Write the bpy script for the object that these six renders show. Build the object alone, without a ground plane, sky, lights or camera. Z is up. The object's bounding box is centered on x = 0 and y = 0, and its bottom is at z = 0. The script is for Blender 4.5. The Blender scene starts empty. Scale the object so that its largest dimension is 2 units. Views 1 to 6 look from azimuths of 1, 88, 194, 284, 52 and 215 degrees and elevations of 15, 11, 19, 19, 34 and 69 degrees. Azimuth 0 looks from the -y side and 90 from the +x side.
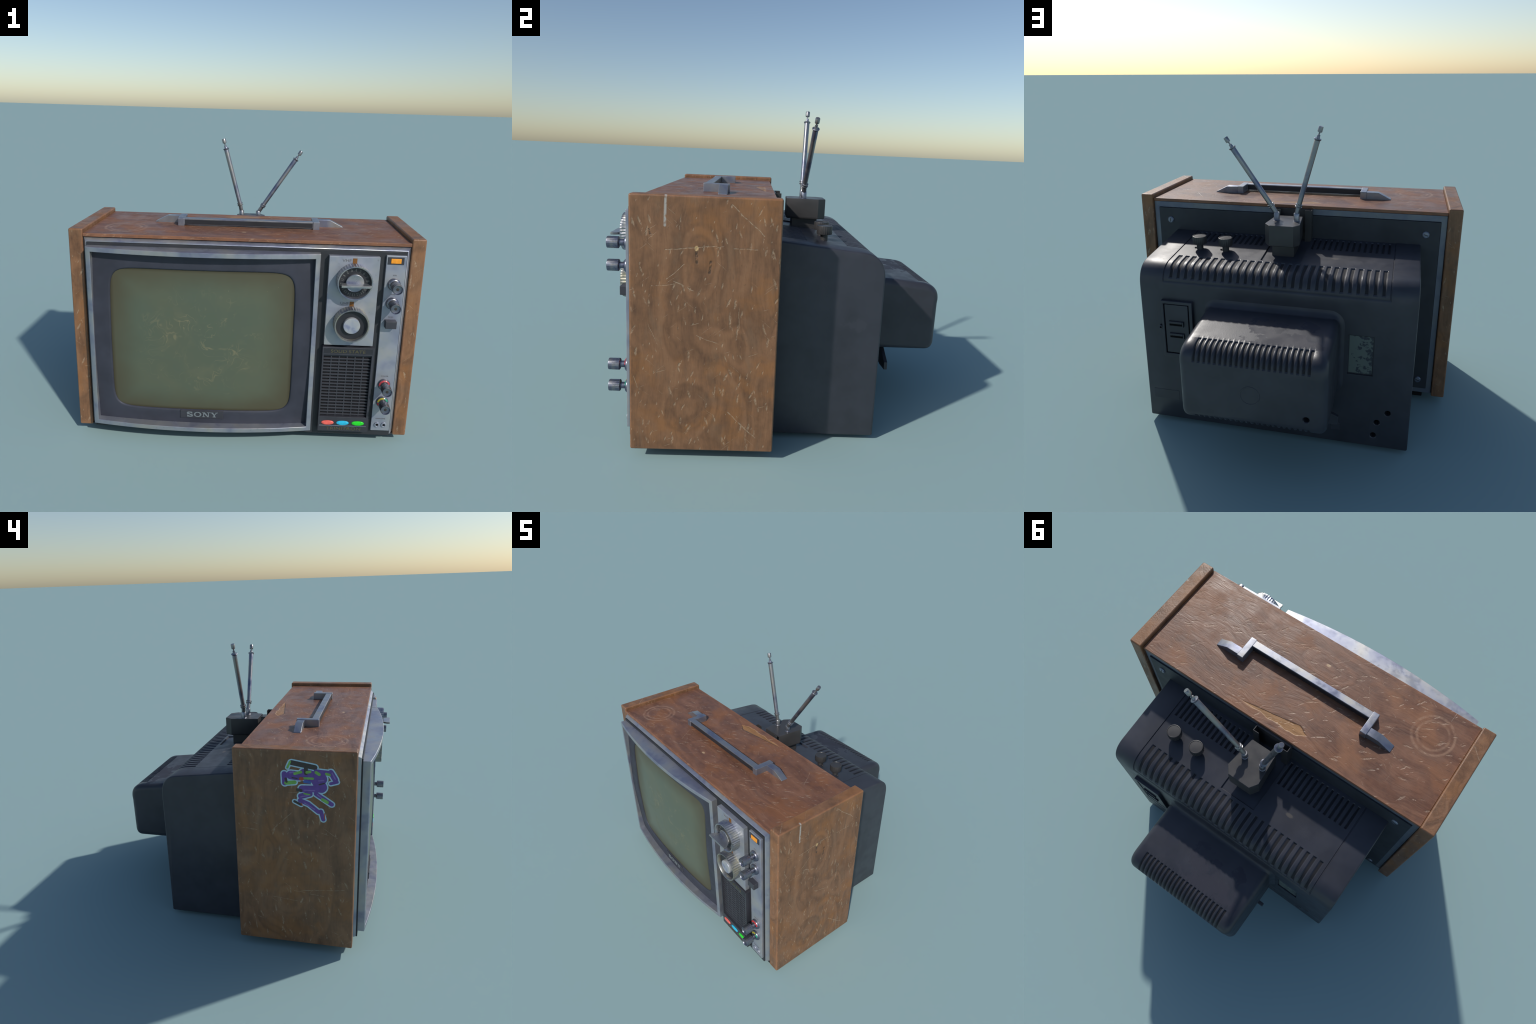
import bpy, bmesh, math, random
from mathutils import Vector, Matrix

random.seed(7)
scene = bpy.context.scene
COL = scene.collection

# ------------------------------------------------------------------ node helpers
class S:
    """A shader socket or constant with arithmetic."""
    def __init__(self, g, v):
        self.g, self.v = g, v
    def _op(self, op, a, b=None, c=None, clamp=False):
        return self.g.math(op, a, b, c, clamp)
    def __add__(self, o): return self._op('ADD', self, o)
    __radd__ = __add__
    def __sub__(self, o): return self._op('SUBTRACT', self, o)
    def __rsub__(self, o): return self._op('SUBTRACT', o, self)
    def __mul__(self, o): return self._op('MULTIPLY', self, o)
    __rmul__ = __mul__
    def __truediv__(self, o): return self._op('DIVIDE', self, o)
    def __pow__(self, o): return self._op('POWER', self, o)


class Graph:
    def __init__(self, name):
        self.mat = bpy.data.materials.new(name)
        self.mat.use_nodes = True
        self.t = self.mat.node_tree
        self.t.nodes.clear()
        self.out = self.t.nodes.new('ShaderNodeOutputMaterial')
        self.bsdf = self.t.nodes.new('ShaderNodeBsdfPrincipled')
        self.t.links.new(self.bsdf.outputs[0], self.out.inputs[0])
        self.tc = self.t.nodes.new('ShaderNodeTexCoord')
        self.P = S(self, self.tc.outputs['Object'])
        sep = self.t.nodes.new('ShaderNodeSeparateXYZ')
        self.t.links.new(self.P.v, sep.inputs[0])
        self.x, self.y, self.z = [S(self, o) for o in sep.outputs]
    def put(self, sock, val):
        if isinstance(val, S): val = val.v
        if isinstance(val, bpy.types.NodeSocket):
            self.t.links.new(val, sock)
        elif isinstance(val, (tuple, list)):
            val = tuple(val)
            if sock.type == 'RGBA' and len(val) == 3: val = val + (1.0,)
            sock.default_value = val
        else:
            sock.default_value = val
    def math(self, op, a, b=None, c=None, clamp=False):
        n = self.t.nodes.new('ShaderNodeMath'); n.operation = op; n.use_clamp = clamp
        for i, q in enumerate((a, b, c)):
            if q is not None: self.put(n.inputs[i], q)
        return S(self, n.outputs[0])
    def vec(self, x, y, z):
        n = self.t.nodes.new('ShaderNodeCombineXYZ')
        for i, q in enumerate((x, y, z)): self.put(n.inputs[i], q)
        return S(self, n.outputs[0])
    def vmath(self, op, a, b=None, scale=None):
        n = self.t.nodes.new('ShaderNodeVectorMath'); n.operation = op
        self.put(n.inputs[0], a)
        if b is not None: self.put(n.inputs[1], b)
        if scale is not None: self.put(n.inputs['Scale'], scale)
        return S(self, n.outputs['Value'] if op in ('LENGTH', 'DISTANCE', 'DOT_PRODUCT') else n.outputs[0])
    def mapping(self, v, loc=(0, 0, 0), rot=(0, 0, 0), scale=(1, 1, 1)):
        n = self.t.nodes.new('ShaderNodeMapping')
        self.put(n.inputs['Vector'], v); self.put(n.inputs['Location'], loc)
        self.put(n.inputs['Rotation'], rot); self.put(n.inputs['Scale'], scale)
        return S(self, n.outputs[0])
    def noise(self, v, scale=5, detail=3, rough=0.5, dist=0.0, color=False):
        n = self.t.nodes.new('ShaderNodeTexNoise')
        self.put(n.inputs['Vector'], v); n.inputs['Scale'].default_value = scale
        n.inputs['Detail'].default_value = detail; n.inputs['Roughness'].default_value = rough
        n.inputs['Distortion'].default_value = dist
        return S(self, n.outputs['Color' if color else 'Fac'])
    def voronoi(self, v, scale=5, feature='F1', dims='3D', rand=1.0):
        n = self.t.nodes.new('ShaderNodeTexVoronoi'); n.feature = feature; n.voronoi_dimensions = dims
        self.put(n.inputs['Vector'], v); n.inputs['Scale'].default_value = scale
        n.inputs['Randomness'].default_value = rand
        return S(self, n.outputs['Distance']), (S(self, n.outputs['Color']) if feature == 'F1' else None)
    def step(self, v, a, b, lo=0.0, hi=1.0):
        """smooth step from a to b"""
        n = self.t.nodes.new('ShaderNodeMapRange'); n.interpolation_type = 'SMOOTHSTEP'
        for k, q in (('Value', v), ('From Min', a), ('From Max', b), ('To Min', lo), ('To Max', hi)):
            self.put(n.inputs[k], q)
        return S(self, n.outputs[0])
    def ramp(self, f, stops):
        n = self.t.nodes.new('ShaderNodeValToRGB'); self.put(n.inputs[0], f)
        el = n.color_ramp.elements
        while len(el) < len(stops): el.new(0.5)
        for e, (p, c) in zip(el, stops):
            e.position = p; e.color = tuple(c) + (1.0,)
        return S(self, n.outputs[0])
    def mix(self, f, a, b, blend='MIX'):
        n = self.t.nodes.new('ShaderNodeMix'); n.data_type = 'RGBA'; n.blend_type = blend
        self.put(n.inputs[0], f); self.put(n.inputs[6], a); self.put(n.inputs[7], b)
        return S(self, n.outputs[2])
    def bump(self, h, strength=0.3, distance=0.01):
        n = self.t.nodes.new('ShaderNodeBump'); n.inputs['Strength'].default_value = strength
        n.inputs['Distance'].default_value = distance
        self.put(n.inputs['Height'], h); self.put(self.bsdf.inputs['Normal'], S(self, n.outputs[0]))
    def set(self, **k):
        names = dict(color='Base Color', rough='Roughness', metal='Metallic', spec='Specular IOR Level', coat='Coat Weight', coat_rough='Coat Roughness')
        for a, v in k.items(): self.put(self.bsdf.inputs[names[a]], v)
        return self.mat
    def absv(self, a): return self.math('ABSOLUTE', a)
    def mn(self, a, b): return self.math('MINIMUM', a, b)
    def mx(self, a, b): return self.math('MAXIMUM', a, b)
    def segment(self, a, b, A, B, w0, w1=None):
        """mask of a tapered scratch from A to B in the plane (a, b)"""
        dx, dy = B[0] - A[0], B[1] - A[1]
        L2 = dx * dx + dy * dy
        t = self.math('ADD', (a - A[0]) * (dx / L2), (b - A[1]) * (dy / L2), clamp=True)
        da = a - A[0] - t * dx
        db = b - A[1] - t * dy
        d = self.math('SQRT', da * da + db * db)
        return self.step(d, w0 * 0.62, w0 * 0.12)
    def dashes(self, a, b, angle, scale, stretch, density, width, seed):
        q = self.mapping(self.vec(a, b, 0.0), rot=(0, 0, angle))          # turn first, then stretch
        q = self.mapping(q, loc=(seed * 3.7, seed * 1.9, 0), scale=(scale * stretch, scale, 1))
        d, c = self.voronoi(q, 1.0, dims='2D')
        sep = self.t.nodes.new('ShaderNodeSeparateColor'); self.put(sep.inputs[0], c)
        r, g2 = S(self, sep.outputs[0]), S(self, sep.outputs[1])
        on = self.step(r, 1 - density, 1 - density + 0.03)
        return self.step(d, width * (0.4 + g2), width * (0.15 + g2 * 0.4)) * on


def c255(r, g, b):
    f = lambda v: ((v / 255 + 0.055) / 1.055) ** 2.4 if v > 10 else v / 255 / 12.92
    return (f(r), f(g), f(b))

# ------------------------------------------------------------------ materials
def wood(name, upright, knots, scratches, extent, tones, extra=None):
    """veneer: contour lines of a stretched noise field make the figure, knots bend it, wear and scratches lie on top"""
    g = Graph(name)
    x, y, z = g.x, g.y, g.z
    warp = g.noise(g.P, 2.3, 2, 0.5, color=True)
    Pw = g.vmath('ADD', g.P, g.vmath('SCALE', g.vmath('SUBTRACT', warp, (0.5, 0.5, 0.5)), scale=0.14))
    along = (1.0, 1.0, 0.10) if upright else (0.10, 1.0, 1.0)
    loose = (1.0, 1.0, 0.34) if upright else (0.34, 1.0, 1.0)
    st = g.vmath('MULTIPLY', Pw, along)
    figure = g.noise(g.vmath('MULTIPLY', Pw, loose), 3.4, 2, 0.45)
    ringed = None
    for (c, sc, amp) in knots:
        d = g.vmath('LENGTH', g.vmath('MULTIPLY', g.vmath('SUBTRACT', Pw, c), sc))
        near_knot = g.step(d, 0.30, 0.10)
        figure = figure * (1.0 - near_knot * 0.75) + g.step(d, 0.36, -0.06) * (amp * 2.4)
        ringed = near_knot if ringed is None else g.mx(ringed, near_knot)
    lines = g.math('SINE', figure * 105.0 + g.noise(g.P, 30, 2, 0.5) * 2.0) * 0.5 + 0.5
    lines = (lines ** 2.2) * g.mx(g.step(g.noise(g.P, 5.0, 3, 0.6), 0.34, 0.62), ringed * g.step(g.noise(g.P, 7.0, 3, 0.6), 0.30, 0.55) * 0.9)
    bands = g.math('SINE', figure * 46.0) * 0.5 + 0.5
    broad = g.noise(st, 13, 4, 0.6)
    fine = g.noise(st, 95, 3, 0.6)
    mottle = g.noise(g.P, 26, 5, 0.65)
    f = broad * 0.40 + fine * 0.20 + mottle * 0.24 + bands * 0.10 + 0.03
    col = g.ramp(f, [(0.33, tones[0]), (0.44, tones[1]), (0.54, tones[2]), (0.69, tones[3])])
    blotch = g.noise(g.P, 4.5, 5, 0.6)
    col = g.mix(g.step(blotch, 0.48, 0.64) * 0.50, col, tones[4])
    grey = g.noise(g.vmath('MULTIPLY', Pw, loose), 12, 4, 0.6)
    col = g.mix(g.step(grey, 0.54, 0.70) * 0.28, col, tones[5])
    col = g.mix(lines * (0.27 if upright else 0.20), col, tuple(v * 0.62 for v in tones[0]))
    pore = g.noise(st, 230, 2, 0.5)
    col = g.mix(g.step(pore, 0.62, 0.75) * 0.25, col, tuple(v * 0.45 for v in tones[0]))
    speck = g.noise(g.P, 60, 3, 0.6)
    col = g.mix(g.step(speck, 0.66, 0.74) * 0.35, col, tuple(v * 0.5 for v in tones[0]))
    wob = g.vmath('SCALE', g.vmath('SUBTRACT', g.noise(g.P, 16, 2, 0.5, color=True), (0.5, 0.5, 0.5)), scale=0.012)
    q = g.vmath('ADD', g.P, wob)
    sep = g.t.nodes.new('ShaderNodeSeparateXYZ'); g.put(sep.inputs[0], q)
    qx, qy, qz = [S(g, o) for o in sep.outputs]
    a, b = (qy + qx, qz) if upright else (qx, qy + qz)
    marks = None
    for ang, sc, stt, den, w, seed in ((0.10, 7, 4.0, 0.28, 0.16, 1), (-0.35, 6, 4.5, 0.24, 0.15, 2), (0.45, 6, 4.5, 0.20, 0.15, 3), (1.25, 4.5, 15, 0.13, 0.11, 4), (-0.85, 3.0, 34, 0.14, 0.10, 5), (0.25, 14, 2.6, 0.26, 0.14, 6), (0.05, 3.4, 7, 0.18, 0.13, 7), (0.9, 2.8, 36, 0.12, 0.10, 8)):
        k = g.dashes(a, b, ang if upright else ang + 0.9, sc, stt, den, w, seed + (0 if upright else 11))
        marks = k if marks is None else g.mx(marks, k)
    rag = g.step(g.noise(g.P, 80, 3, 0.65), 0.34, 0.60)
    marks = marks * rag * 0.85
    for A, B, w in scratches:
        k = g.segment(a, b, A, B, w) * g.step(g.noise(g.P, 60, 3, 0.65), 0.34, 0.58)
        marks = g.mx(marks, k)
    col = g.mix(marks * 0.42, col, tones[6])
    # worn arrises: distance to the nearest edge of the board
    (x0, x1), (y0, y1), (z0, z1) = extent
    dd = [g.mn(v - lo, hi - v) for v, lo, hi in ((x, x0, x1), (y, y0, y1), (z, z0, z1))]
    m1 = g.mn(g.mx(dd[0], dd[1]), g.mn(g.mx(dd[1], dd[2]), g.mx(dd[0], dd[2])))
    wear = g.step(m1 + g.noise(g.P, 14, 4, 0.65) * 0.045, 0.040, 0.020)
    col = g.mix(wear * 0.40, col, tones[7])
    h = broad * 0.3 + fine * 0.25 + lines * (-0.08) + marks * (-0.5)
    if extra: col, h = extra(g, col, h)
    g.bump(h, 0.30, 0.012)
    g.set(color=col, rough=g.step(g.noise(g.P, 9, 4, 0.6), 0.3, 0.75, 0.36, 0.58), spec=0.45)
    return g.mat

SIDE = [c255(92, 65, 47), c255(117, 84, 59), c255(132, 95, 67), c255(146, 109, 79), c255(148, 99, 54), c255(121, 100, 80), c255(192, 174, 146), c255(152, 108, 80)]
TOP = [c255(90, 60, 46), c255(113, 77, 58), c255(127, 88, 66), c255(141, 101, 78), c255(144, 93, 56), c255(119, 94, 80), c255(190, 164, 136), c255(152, 106, 78)]

def side_extra(g, col, h):
    # white paint streak near the top of the right-hand panel and one dark gouge
    m = g.segment(g.y, g.z, (-0.587, 1.285), (-0.590, 1.150), 0.014) * g.step(g.noise(g.P, 35, 3, 0.6), 0.30, 0.52)
    m = m * g.step(g.x, 0.98, 0.99)
    col = g.mix(m * 0.75, col, c255(176, 176, 170))
    k = g.segment(g.y, g.z, (-0.446, 1.05), (-0.444, 0.985), 0.016)
    k2 = g.segment(g.y, g.z, (-0.38, 0.99), (-0.386, 0.94), 0.015)
    k3 = g.segment(g.y, g.z, (-0.66, 1.13), (-0.655, 1.11), 0.010)
    pit = g.mx(g.mx(k, k2), k3) * g.step(g.x, 0.98, 0.99) * g.step(g.noise(g.P, 60, 2), 0.3, 0.6)
    col = g.mix(pit * 0.75, col, c255(56, 46, 38))
    ch = g.step(g.vmath('LENGTH', g.vmath('MULTIPLY', g.vmath('SUBTRACT', g.P, (1.0, -0.446, 1.050)), (1, 1, 0.8))) + (g.noise(g.P, 50, 2) - 0.5) * 0.012, 0.011, 0.006)
    col = g.mix(ch * 0.75, col, c255(206, 172, 122))
    return col, h - pit * 0.6

def top_extra(g, col, h):
    x, y = g.x, g.y
    # ring left by a wet cup
    px, py = x + 0.722, y + 0.560
    r = g.math('SQRT', px * px + py * py) + (g.noise(g.P, 9, 2) - 0.5) * 0.012
    ring = g.mx(g.step(g.absv(r - 0.118), 0.012, 0.002), g.step(g.absv(r - 0.088), 0.011, 0.002) * 0.8)
    ring = ring * g.step(g.noise(g.P, 22, 3, 0.6), 0.30, 0.60)
    col = g.mix(ring * 0.30, col, c255(196, 160, 130))
    # lifted veneer: a long wedge at the rear edge, ragged, with a dark upper lip
    rag = (g.noise(g.vmath('MULTIPLY', g.P, (0.6, 1, 1)), 26, 4, 0.6) - 0.5) * 0.035
    t = g.math('DIVIDE', x + 0.165, 0.43)                      # 0 at the blunt end, 1 at the thin end
    centre = t * 0.030 - 0.163 - g.math('MULTIPLY', g.math('SINE', t * 3.1), 0.0)
    half = (1.0 - t) * 0.040 * g.step(t, -0.02, 0.16) + rag * g.step(t, 1.1, 0.5)
    d = half - g.absv(y - centre - rag * 0.35)
    inside = g.step(d, -0.001, 0.004) * g.step(t, -0.02, 0.02) * g.step(t, 1.02, 0.97)
    bare = g.ramp(g.noise(g.vmath('MULTIPLY', g.P, (0.15, 1, 1)), 60, 3, 0.6), [(0.3, c255(132, 92, 50)), (0.7, c255(168, 122, 74))])
    lip = g.step(g.absv(d), 0.006, 0.001) * g.step(t, -0.03, 0.02) * g.step(t, 1.02, 0.95)
    col = g.mix(inside * 0.95, col, bare)
    col = g.mix(lip * g.step(y - centre, 0.0, -0.01) * 0.6, col, c255(62, 42, 32))
    col = g.mix(lip * g.step(y - centre, 0.0, 0.01) * 0.35, col, c255(205, 170, 130))
    k = g.step(g.vmath('LENGTH', g.vmath('MULTIPLY', g.vmath('SUBTRACT', g.P, (-0.022, -0.596, 1.266)), (0.6, 1, 1))), 0.012, 0.006)
    col = g.mix(k * 0.7, col, c255(200, 170, 130))
    return col, h - inside * 0.8

side_knots = [((1.0, -0.42, 1.00), (0.2, 1.0, 0.55), 0.26), ((1.0, -0.47, 0.28), (0.2, 0.9, 0.7), 0.20), ((-1.0, -0.50, 0.92), (0.2, 0.9, 0.5), 0.24), ((-1.0, -0.40, 0.35), (0.2, 1.0, 0.7), 0.18)]
side_marks = [((0.708, 1.255), (0.857, 1.12), 0.006), ((0.416, 1.040), (0.642, 1.064), 0.0055), ((0.499, 0.976), (0.417, 0.905), 0.004), ((0.714, 0.259), (0.848, 0.126), 0.006),
              ((0.452, 0.894), (0.541, 0.854), 0.006), ((0.72, 1.055), (0.83, 1.055), 0.004), ((0.35, 0.87), (0.46, 0.88), 0.004), ((0.56, 0.64), (0.66, 0.60), 0.004), ((0.44, 0.52), (0.48, 0.42), 0.004), ((0.70, 0.51), (0.90, 0.50), 0.004),
              ((0.80, 0.95), (0.92, 0.99), 0.004)]
far_marks = [((p[0] - 2.0, p[1]), (q[0] - 2.0, q[1]), w * 0.8) for p, q, w in (((0.5, 1.05), (0.62, 1.04), 0.004), ((0.30, 0.45), (0.55, 0.42), 0.005), ((0.6, 0.92), (0.72, 0.80), 0.005), ((0.35, 0.78), (0.42, 0.83), 0.004))]
rnd = random.Random(21)
def stray(n, lo, hi, off):
    out = []
    for _ in range(n):
        p = (rnd.uniform(*lo), rnd.uniform(*hi)); t = rnd.uniform(0, math.pi); L = rnd.uniform(0.05, 0.17)
        out.append(((p[0] + off, p[1]), (p[0] + off + L * math.cos(t), p[1] + L * math.sin(t)), rnd.uniform(0.0026, 0.0042)))
    return out
side_marks = side_marks[:8] + stray(3, (0.28, 0.88), (0.12, 0.80), 0.0)
far_marks += stray(5, (0.28, 0.88), (0.15, 1.2), -2.0)
BOX_R = ((0.920, 1.0), (-0.752, -0.063), (0.052, 1.287))
BOX_L = ((-1.0, -0.920), (-0.752, -0.063), (0.052, 1.287))
BOX_T = ((-0.922, 0.922), (-0.752, -0.078), (1.2425, 1.2620))
M_side_r = wood('walnut_side', True, side_knots[:2], side_marks, BOX_R, SIDE, side_extra)
M_side_l = wood('walnut_side_far', True, side_knots[2:], far_marks, BOX_L, SIDE)
M_top = wood('walnut_top', False, [((-0.03, -0.60, 1.26), (0.5, 1.2, 0.2), 0.24), ((0.62, -0.36, 1.26), (0.5, 1.1, 0.2), 0.16), ((-0.72, -0.30, 1.26), (0.5, 1.1, 0.2), 0.16)],
             [((-0.10, -0.70 + 1.266), (-0.02, -0.60 + 1.266), 0.004), ((-0.28, -0.62 + 1.266), (-0.36, -0.50 + 1.266), 0.004), ((0.66, -0.66 + 1.266), (0.80, -0.58 + 1.266), 0.004), ((0.20, -0.60 + 1.266), (0.10, -0.66 + 1.266), 0.004),
              ((-0.50, -0.42 + 1.266), (-0.42, -0.30 + 1.266), 0.004), ((0.70, -0.30 + 1.266), (0.62, -0.18 + 1.266), 0.004)], BOX_T, TOP, top_extra)


def silver(name, tint=(1, 1, 1), rough=0.38, scale=6.0, metal=0.8, contrast=0.6):
    g = Graph(name)
    painted_reflection = g.noise(g.P, scale, 3, 0.55, 0.4)
    cool, mid, warm = c255(108, 114, 146), c255(160, 163, 172), c255(186, 181, 164)  # blue and tan reflections baked into the metal's base colour
    k = lambda c: tuple((m + (v - m) * contrast) * t for v, m, t in zip(c, mid, tint))
    col = g.ramp(painted_reflection, [(0.34, k(cool)), (0.48, k(mid)), (0.66, k(warm))])
    grime = g.noise(g.P, 38, 4, 0.65)
    col = g.mix(g.step(grime, 0.60, 0.78) * 0.35, col, c255(96, 92, 84))
    r = g.step(g.noise(g.P, 17, 4, 0.6), 0.3, 0.7, rough - 0.08, rough + 0.12)
    return g.set(color=col, rough=r, metal=metal)

def plastic(name, base, rough=0.42, spec=0.5, var=0.16, grain=True, stains=None):
    g = Graph(name)
    n = g.noise(g.P, 4.5, 4, 0.6)
    col = g.mix(g.step(n, 0.3, 0.7), tuple(v * (1 - var) for v in base), tuple(v * (1 + var) for v in base))
    speck, _ = g.voronoi(g.P, 26)
    col = g.mix(g.step(speck, 0.07, 0.03) * 0.45, col, tuple(v * 0.45 for v in base))
    r = g.step(g.noise(g.P, 11, 4, 0.6), 0.3, 0.7, rough - 0.05, rough + 0.08)
    if stains: col, r = stains(g, col, r)
    if grain: g.bump(g.noise(g.P, 260, 2, 0.5), 0.10, 0.003)
    return g.set(color=col, rough=r, spec=spec)

SHELL = (0.0370, 0.0390, 0.0500)
def cover_stains(g, col, r):
    # greasy patches on top of the tube cover
    n = g.noise(g.P, 10, 5, 0.62)
    area = g.step(g.absv(g.x + 0.13), 0.26, 0.10) * g.step(g.absv(g.y - 0.70), 0.16, 0.08) * g.step(g.z, 0.66, 0.74)
    m = g.step(n + area * 0.10, 0.60, 0.62) * g.step(area, 0.02, 0.2)
    return g.mix(m * 0.75, col, (0.026, 0.027, 0.042)), r + m * 0.24
def shell_stains(g, col, r):
    n = g.noise(g.P, 9, 5, 0.62)
    area = g.step(g.vmath('DISTANCE', g.P, (0.77, 0.34, 0.63)), 0.10, 0.03)
    m = g.step(n + area * 0.12, 0.64, 0.66) * g.step(area, 0.05, 0.3)
    d2 = g.step(g.vmath('DISTANCE', g.vmath('MULTIPLY', g.P, (0.5, 1, 1)), (-0.155, 0.20, 1.03)), 0.014, 0.008)
    col = g.mix(m * 0.35, col, (0.055, 0.056, 0.070))
    return g.mix(d2 * 0.35, col, (0.20, 0.17, 0.13)), r + m * 0.05

M_silver = silver('brushed_silver', rough=0.40, metal=0.70, contrast=0.48, scale=6)
M_chrome = silver('polished_silver', rough=0.32, metal=0.85, scale=9)
M_pale = silver('pale_metal', tint=(1.05, 1.07, 1.10), rough=0.42, metal=0.40, scale=14, contrast=0.6)
M_plate = silver('satin_plate', tint=(0.98, 1.0, 1.02), rough=0.48, metal=0.60, scale=5, contrast=0.42)
M_handle = silver('handle_silver', tint=(0.82, 0.82, 0.84), rough=0.36, metal=0.75, scale=8, contrast=0.5)
M_knob = silver('knob_steel', tint=(0.62, 0.62, 0.66), rough=0.30, metal=0.9, scale=20, contrast=0.6)
M_brass = silver('aged_cream_metal', tint=(0.86, 0.83, 0.70), rough=0.36, metal=0.75, scale=16, contrast=0.7)
M_mast = silver('antenna_steel', tint=(0.80, 0.79, 0.80), rough=0.34, metal=0.85, scale=9, contrast=0.6)
M_border = silver('back_border', tint=(0.50, 0.53, 0.57), rough=0.45, metal=0.5, scale=6, contrast=0.4)
M_shell = plastic('charcoal_plastic', SHELL, 0.40, stains=shell_stains)
M_cover = plastic('charcoal_plastic_cover', SHELL, 0.40, stains=cover_stains)
M_dark = plastic('black_plastic', (0.020, 0.021, 0.026), 0.45)
M_board = plastic('front_board', (0.024, 0.026, 0.031), 0.50)
M_bezel = plastic('bezel_plastic', (0.038, 0.041, 0.056), 0.50, spec=0.30)
M_base = plastic('antenna_base_plastic', (0.046, 0.044, 0.044), 0.36)  # base colour lightened to match the block's sunlit, glossy top
M_back = plastic('back_board', (0.030, 0.034, 0.042), 0.55)
M_grille = plastic('grille_plastic', (0.036, 0.037, 0.046), 0.42)
M_hole = plastic('hole_black', (0.006, 0.006, 0.007), 0.8, spec=0.1, grain=False)
M_rubber = plastic('rubber', (0.012, 0.012, 0.013), 0.8, spec=0.2)
M_screw = silver('screw_steel', tint=(0.62, 0.66, 0.72), rough=0.42, metal=0.6, scale=30, contrast=0.3)

def plain(name, col, rough=0.45, spec=0.5, wear=None):
    g = Graph(name)
    c = col
    n = g.noise(g.P, 40, 4, 0.6)
    c = g.mix(g.step(n, 0.35, 0.7), tuple(v * 0.88 for v in col), tuple(min(1, v * 1.08) for v in col))
    if wear: c = g.mix(g.step(g.noise(g.P, 90, 4, 0.65), 0.50, 0.64) * wear[1], c, wear[0])
    return g.set(color=c, rough=rough, spec=spec)

M_amber = plain('amber_lamp', c255(246, 158, 44), 0.35)
M_amber_old = plain('amber_mark', c255(118, 76, 25), 0.5)
M_red = plain('red_lamp', c255(236, 104, 92), 0.35)
M_blue = plain('blue_lamp', c255(44, 184, 220), 0.35)
M_green = plain('green_lamp', c255(42, 216, 44), 0.35)
M_ink = plain('printed_ink', (0.15, 0.15, 0.16), 0.6)
M_olive = plain('worn_gilt_letters', c255(88, 84, 56), 0.5, wear=((0.05, 0.05, 0.055), 0.6))
M_grey_letter = plain('grey_letters', c255(116, 124, 128), 0.45)
M_numeral = plain('dial_numerals', c255(112, 114, 112), 0.5, wear=((0.05, 0.05, 0.055), 0.35))
M_red_scale = plain('red_scale', c255(196, 40, 44), 0.5)
M_yellow_scale = plain('yellow_scale', c255(160, 150, 30), 0.5)
M_teal_scale = plain('teal_scale', c255(20, 140, 108), 0.5)
M_purple = plain('sticker_purple', c255(106, 72, 148), 0.5)
M_lilac = plain('sticker_lilac', c255(136, 108, 170), 0.5)
M_sgreen = plain('sticker_green', c255(124, 178, 84), 0.45)
M_sedge = plain('sticker_edge', c255(178, 208, 220), 0.45)
M_sdark = plain('sticker_dark', c255(66, 58, 54), 0.5)
M_sorange = plain('sticker_orange', c255(178, 84, 44), 0.45)
M_sblue = plain('sticker_blue', c255(70, 96, 168), 0.45)

def label_paper():
    g = Graph('worn_paper_label')
    n = g.noise(g.P, 34, 5, 0.65) + g.step(g.x, -0.47, -0.57) * 0.10
    col = g.mix(g.step(n, 0.56, 0.62), c255(98, 108, 102), c255(54, 58, 66))
    return g.set(color=col, rough=0.6)
M_label = label_paper()

def glass():
    g = Graph('dusty_picture_tube')
    px, pz = (g.x + 0.2425) / 0.522, (g.z - 0.650) / 0.433
    r = g.mx(g.absv(px), g.absv(pz))
    rad = g.math('SQRT', px * px + pz * pz)
    base = g.mix(g.step(g.noise(g.P, 3.0, 3, 0.5), 0.35, 0.65), c255(84, 93, 78), c255(88, 94, 77))
    # browner dust towards the rim, heaviest in the corners
    dust = g.step(r + (g.noise(g.P, 3.5, 3, 0.6) - 0.5) * 0.35, 0.62, 1.02)
    corner = g.step(rad, 0.85, 1.35)
    col = g.mix(dust * 0.70 + corner * 0.25, base, c255(76, 71, 53))
    grimy = g.step(r, 0.955, 1.0)
    col = g.mix(grimy * 0.65, col, c255(58, 50, 30))
    # wiped smears: curly pale marks about the middle
    w = g.noise(g.P, 5.0, 2, 0.5, color=True)
    q = g.vmath('ADD', g.P, g.vmath('SCALE', g.vmath('SUBTRACT', w, (0.5, 0.5, 0.5)), scale=0.35))
    curl = g.noise(q, 10.5, 1.0, 0.4, 1.2)
    line = g.step(g.absv(curl - 0.5), 0.026, 0.002)
    gate = g.step(g.noise(g.P, 8.5, 2, 0.5), 0.44, 0.64) * g.step(rad, 0.95, 0.30)
    haze = g.step(g.noise(q, 7.0, 4, 0.6), 0.48, 0.70) * g.step(rad, 0.95, 0.2)
    col = g.mix(haze * 0.22, col, c255(118, 114, 88))
    col = g.mix(line * gate * 0.30, col, c255(160, 146, 110))
    sp, _ = g.voronoi(g.P, 24)
    col = g.mix(g.step(sp, 0.06, 0.03) * g.step(g.noise(g.P, 30, 1), 0.52, 0.60) * 0.4, col, c255(170, 164, 130))
    return g.set(color=col, rough=g.math('ADD', dust * 0.15 + haze * 0.12, 0.30), spec=0.42, coat=0.0)
M_glass = glass()

# ------------------------------------------------------------------ object helpers
root = bpy.data.objects.new('television', None)
COL.objects.link(root)
root['label'] = 'vintage wooden television with chrome bezel and rabbit-ear antenna'
root['category'] = 'television'

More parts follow.
